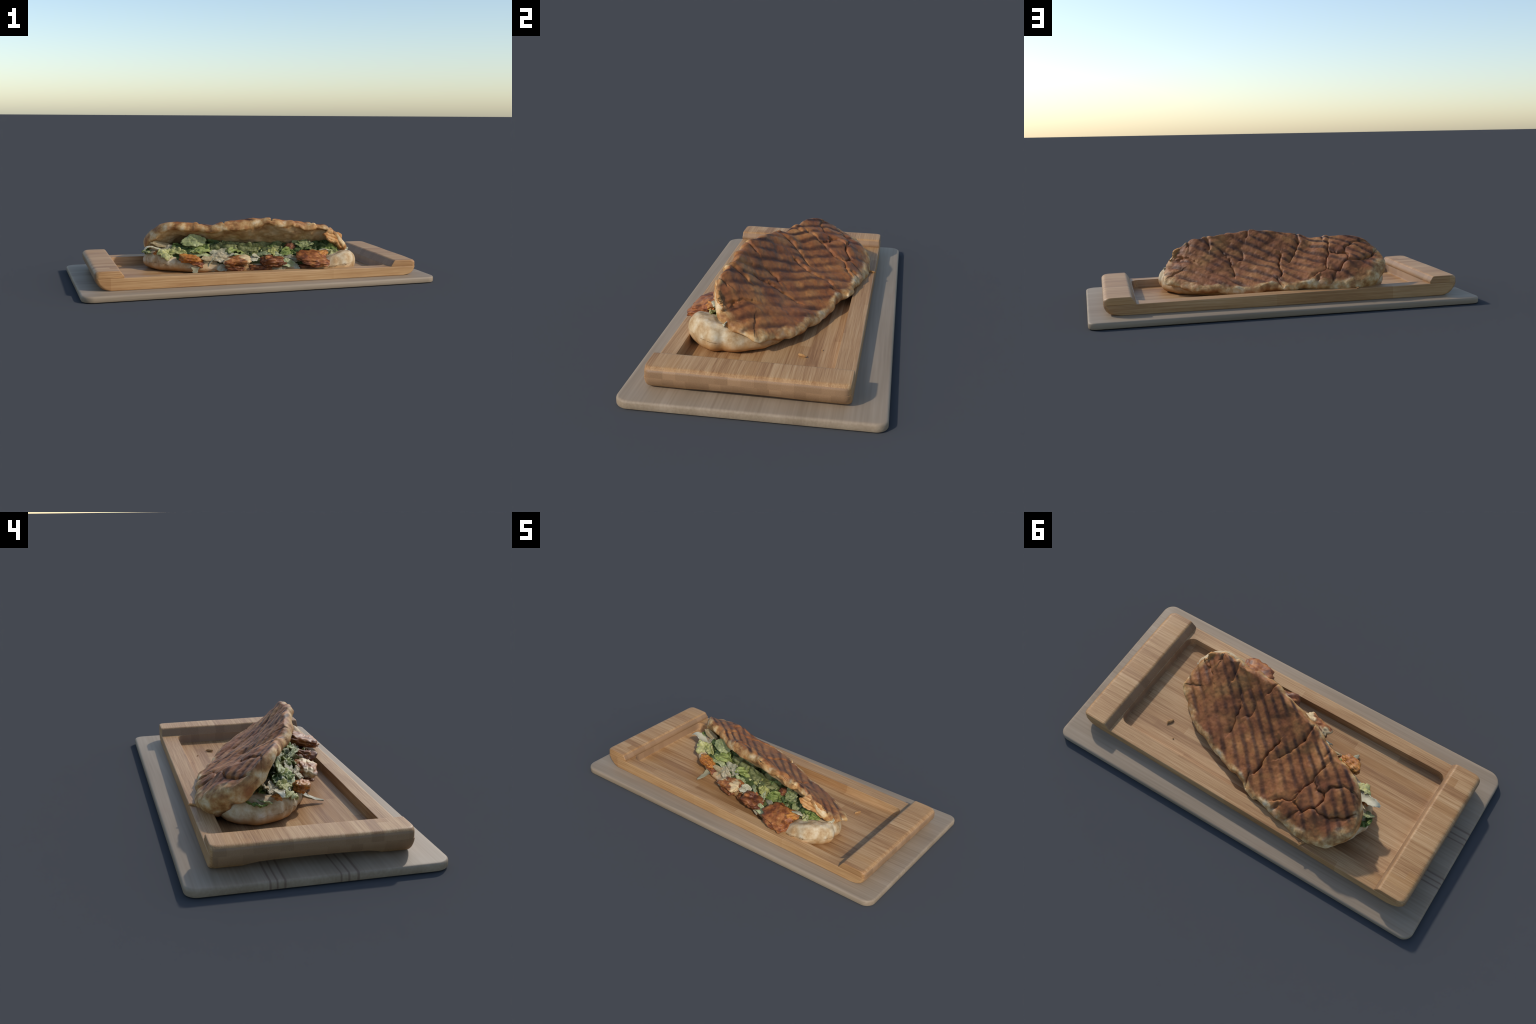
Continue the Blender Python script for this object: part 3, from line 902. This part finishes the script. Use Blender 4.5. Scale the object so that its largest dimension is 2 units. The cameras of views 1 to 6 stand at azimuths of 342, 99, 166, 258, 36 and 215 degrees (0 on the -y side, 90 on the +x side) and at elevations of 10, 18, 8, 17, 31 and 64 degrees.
    M((.020, -.215, .085), (.12, .05, .040), (0, 0, -20), 27, m_brown)
    M((.28, -.28, .085), (.10, .055, .045), (0, 0, -10), 29, m_brown, (((.6, -1, -.6), .4),))
    M((.17, -.235, .085), (.09, .05, .04), (0, 0, -12), 37, m_brown)
    M((-.515, .045, .150), (.050, .042, .030), (0, 0, 10), 31, m_orange)
    M((.235, -.13, .185), (.07, .05, .045), (20, 0, 0), 33, m_brown)
    # loose cabbage ribbons
    strip("cabbage_shred", [(-.353, -.197, .064), (-.342, -.16, .070), (-.332, -.12, .080), (-.318, -.075, .098)], [.010, .028, .042, .050], .007, greens["white"], parent, .38, 1)
    strip("cabbage_shred", [(-.592, .036, .178), (-.575, .040, .190), (-.55, .042, .186), (-.515, .035, .172), (-.46, .02, .165)], [.012, .030, .042, .045, .03], .006, greens["white"], parent, .25, 2)
    strip("cabbage_shred", [(-.27, -.125, .075), (-.255, -.12, .10), (-.225, -.115, .135), (-.20, -.10, .15)], [.014, .022, .024, .02], .010, greens["white"], parent, .1, 3)
    strip("cabbage_shred", [(.365, -.25, .178), (.395, -.252, .183), (.425, -.242, .176)], [.012, .022, .012], .008, greens["white"], parent, .1, 4)
    # torn tongue of bread hanging below the raised tip
    tongue = crumb_material("toasted_tongue", (.27, .095, .028), (.46, .215, .070), (.62, .41, .20))
    flap = leaf_mesh("bread_tongue", 163, [tongue], ruffle=.4, aspect=.42, thick=.10)
    ex = Vector((.150, .062, -.072)).normalized()
    ez = Vector((.30, -1.0, .25)); ez = (ez - ex * ez.dot(ex)).normalized()
    ey = ez.cross(ex)
    flap.transform(Matrix((ex, ey, ez)).transposed().to_4x4() @ Matrix.Scale(.140, 4))
    flap.transform(Matrix.Translation((.482, -.214, .232)))
    ob = bpy.data.objects.new("bread_tongue", flap)
    bpy.context.scene.collection.objects.link(ob)
    ob.parent = parent

def build_crumbs(parent):
    m = crumb_material("bread_crumb", (.30, .13, .045), (.42, .22, .08), (.55, .34, .15))
    for c, s, rz, seed in (((.551, .133, .0525), (.034, .013, .010), 60, 2), ((.483, .203, .0505), (.008, .006, .004), 0, 5), ((-.368, .349, .100), (.045, .012, .008), 60, 6)):
        meat_piece("crumb", c, s, (0, 0, rz), seed, m, parent)

# ------------------------------------------------------------------ build
build_board()
build_tray()
sandwich = empty("grilled_sandwich", "folded grilled flatbread filled with chicken, lettuce and cabbage", "sandwich", (0, 0, 0))
build_top_bread(sandwich)
build_base_bread(sandwich)
build_filling(sandwich)
build_crumbs(sandwich)
bpy.context.view_layer.update()
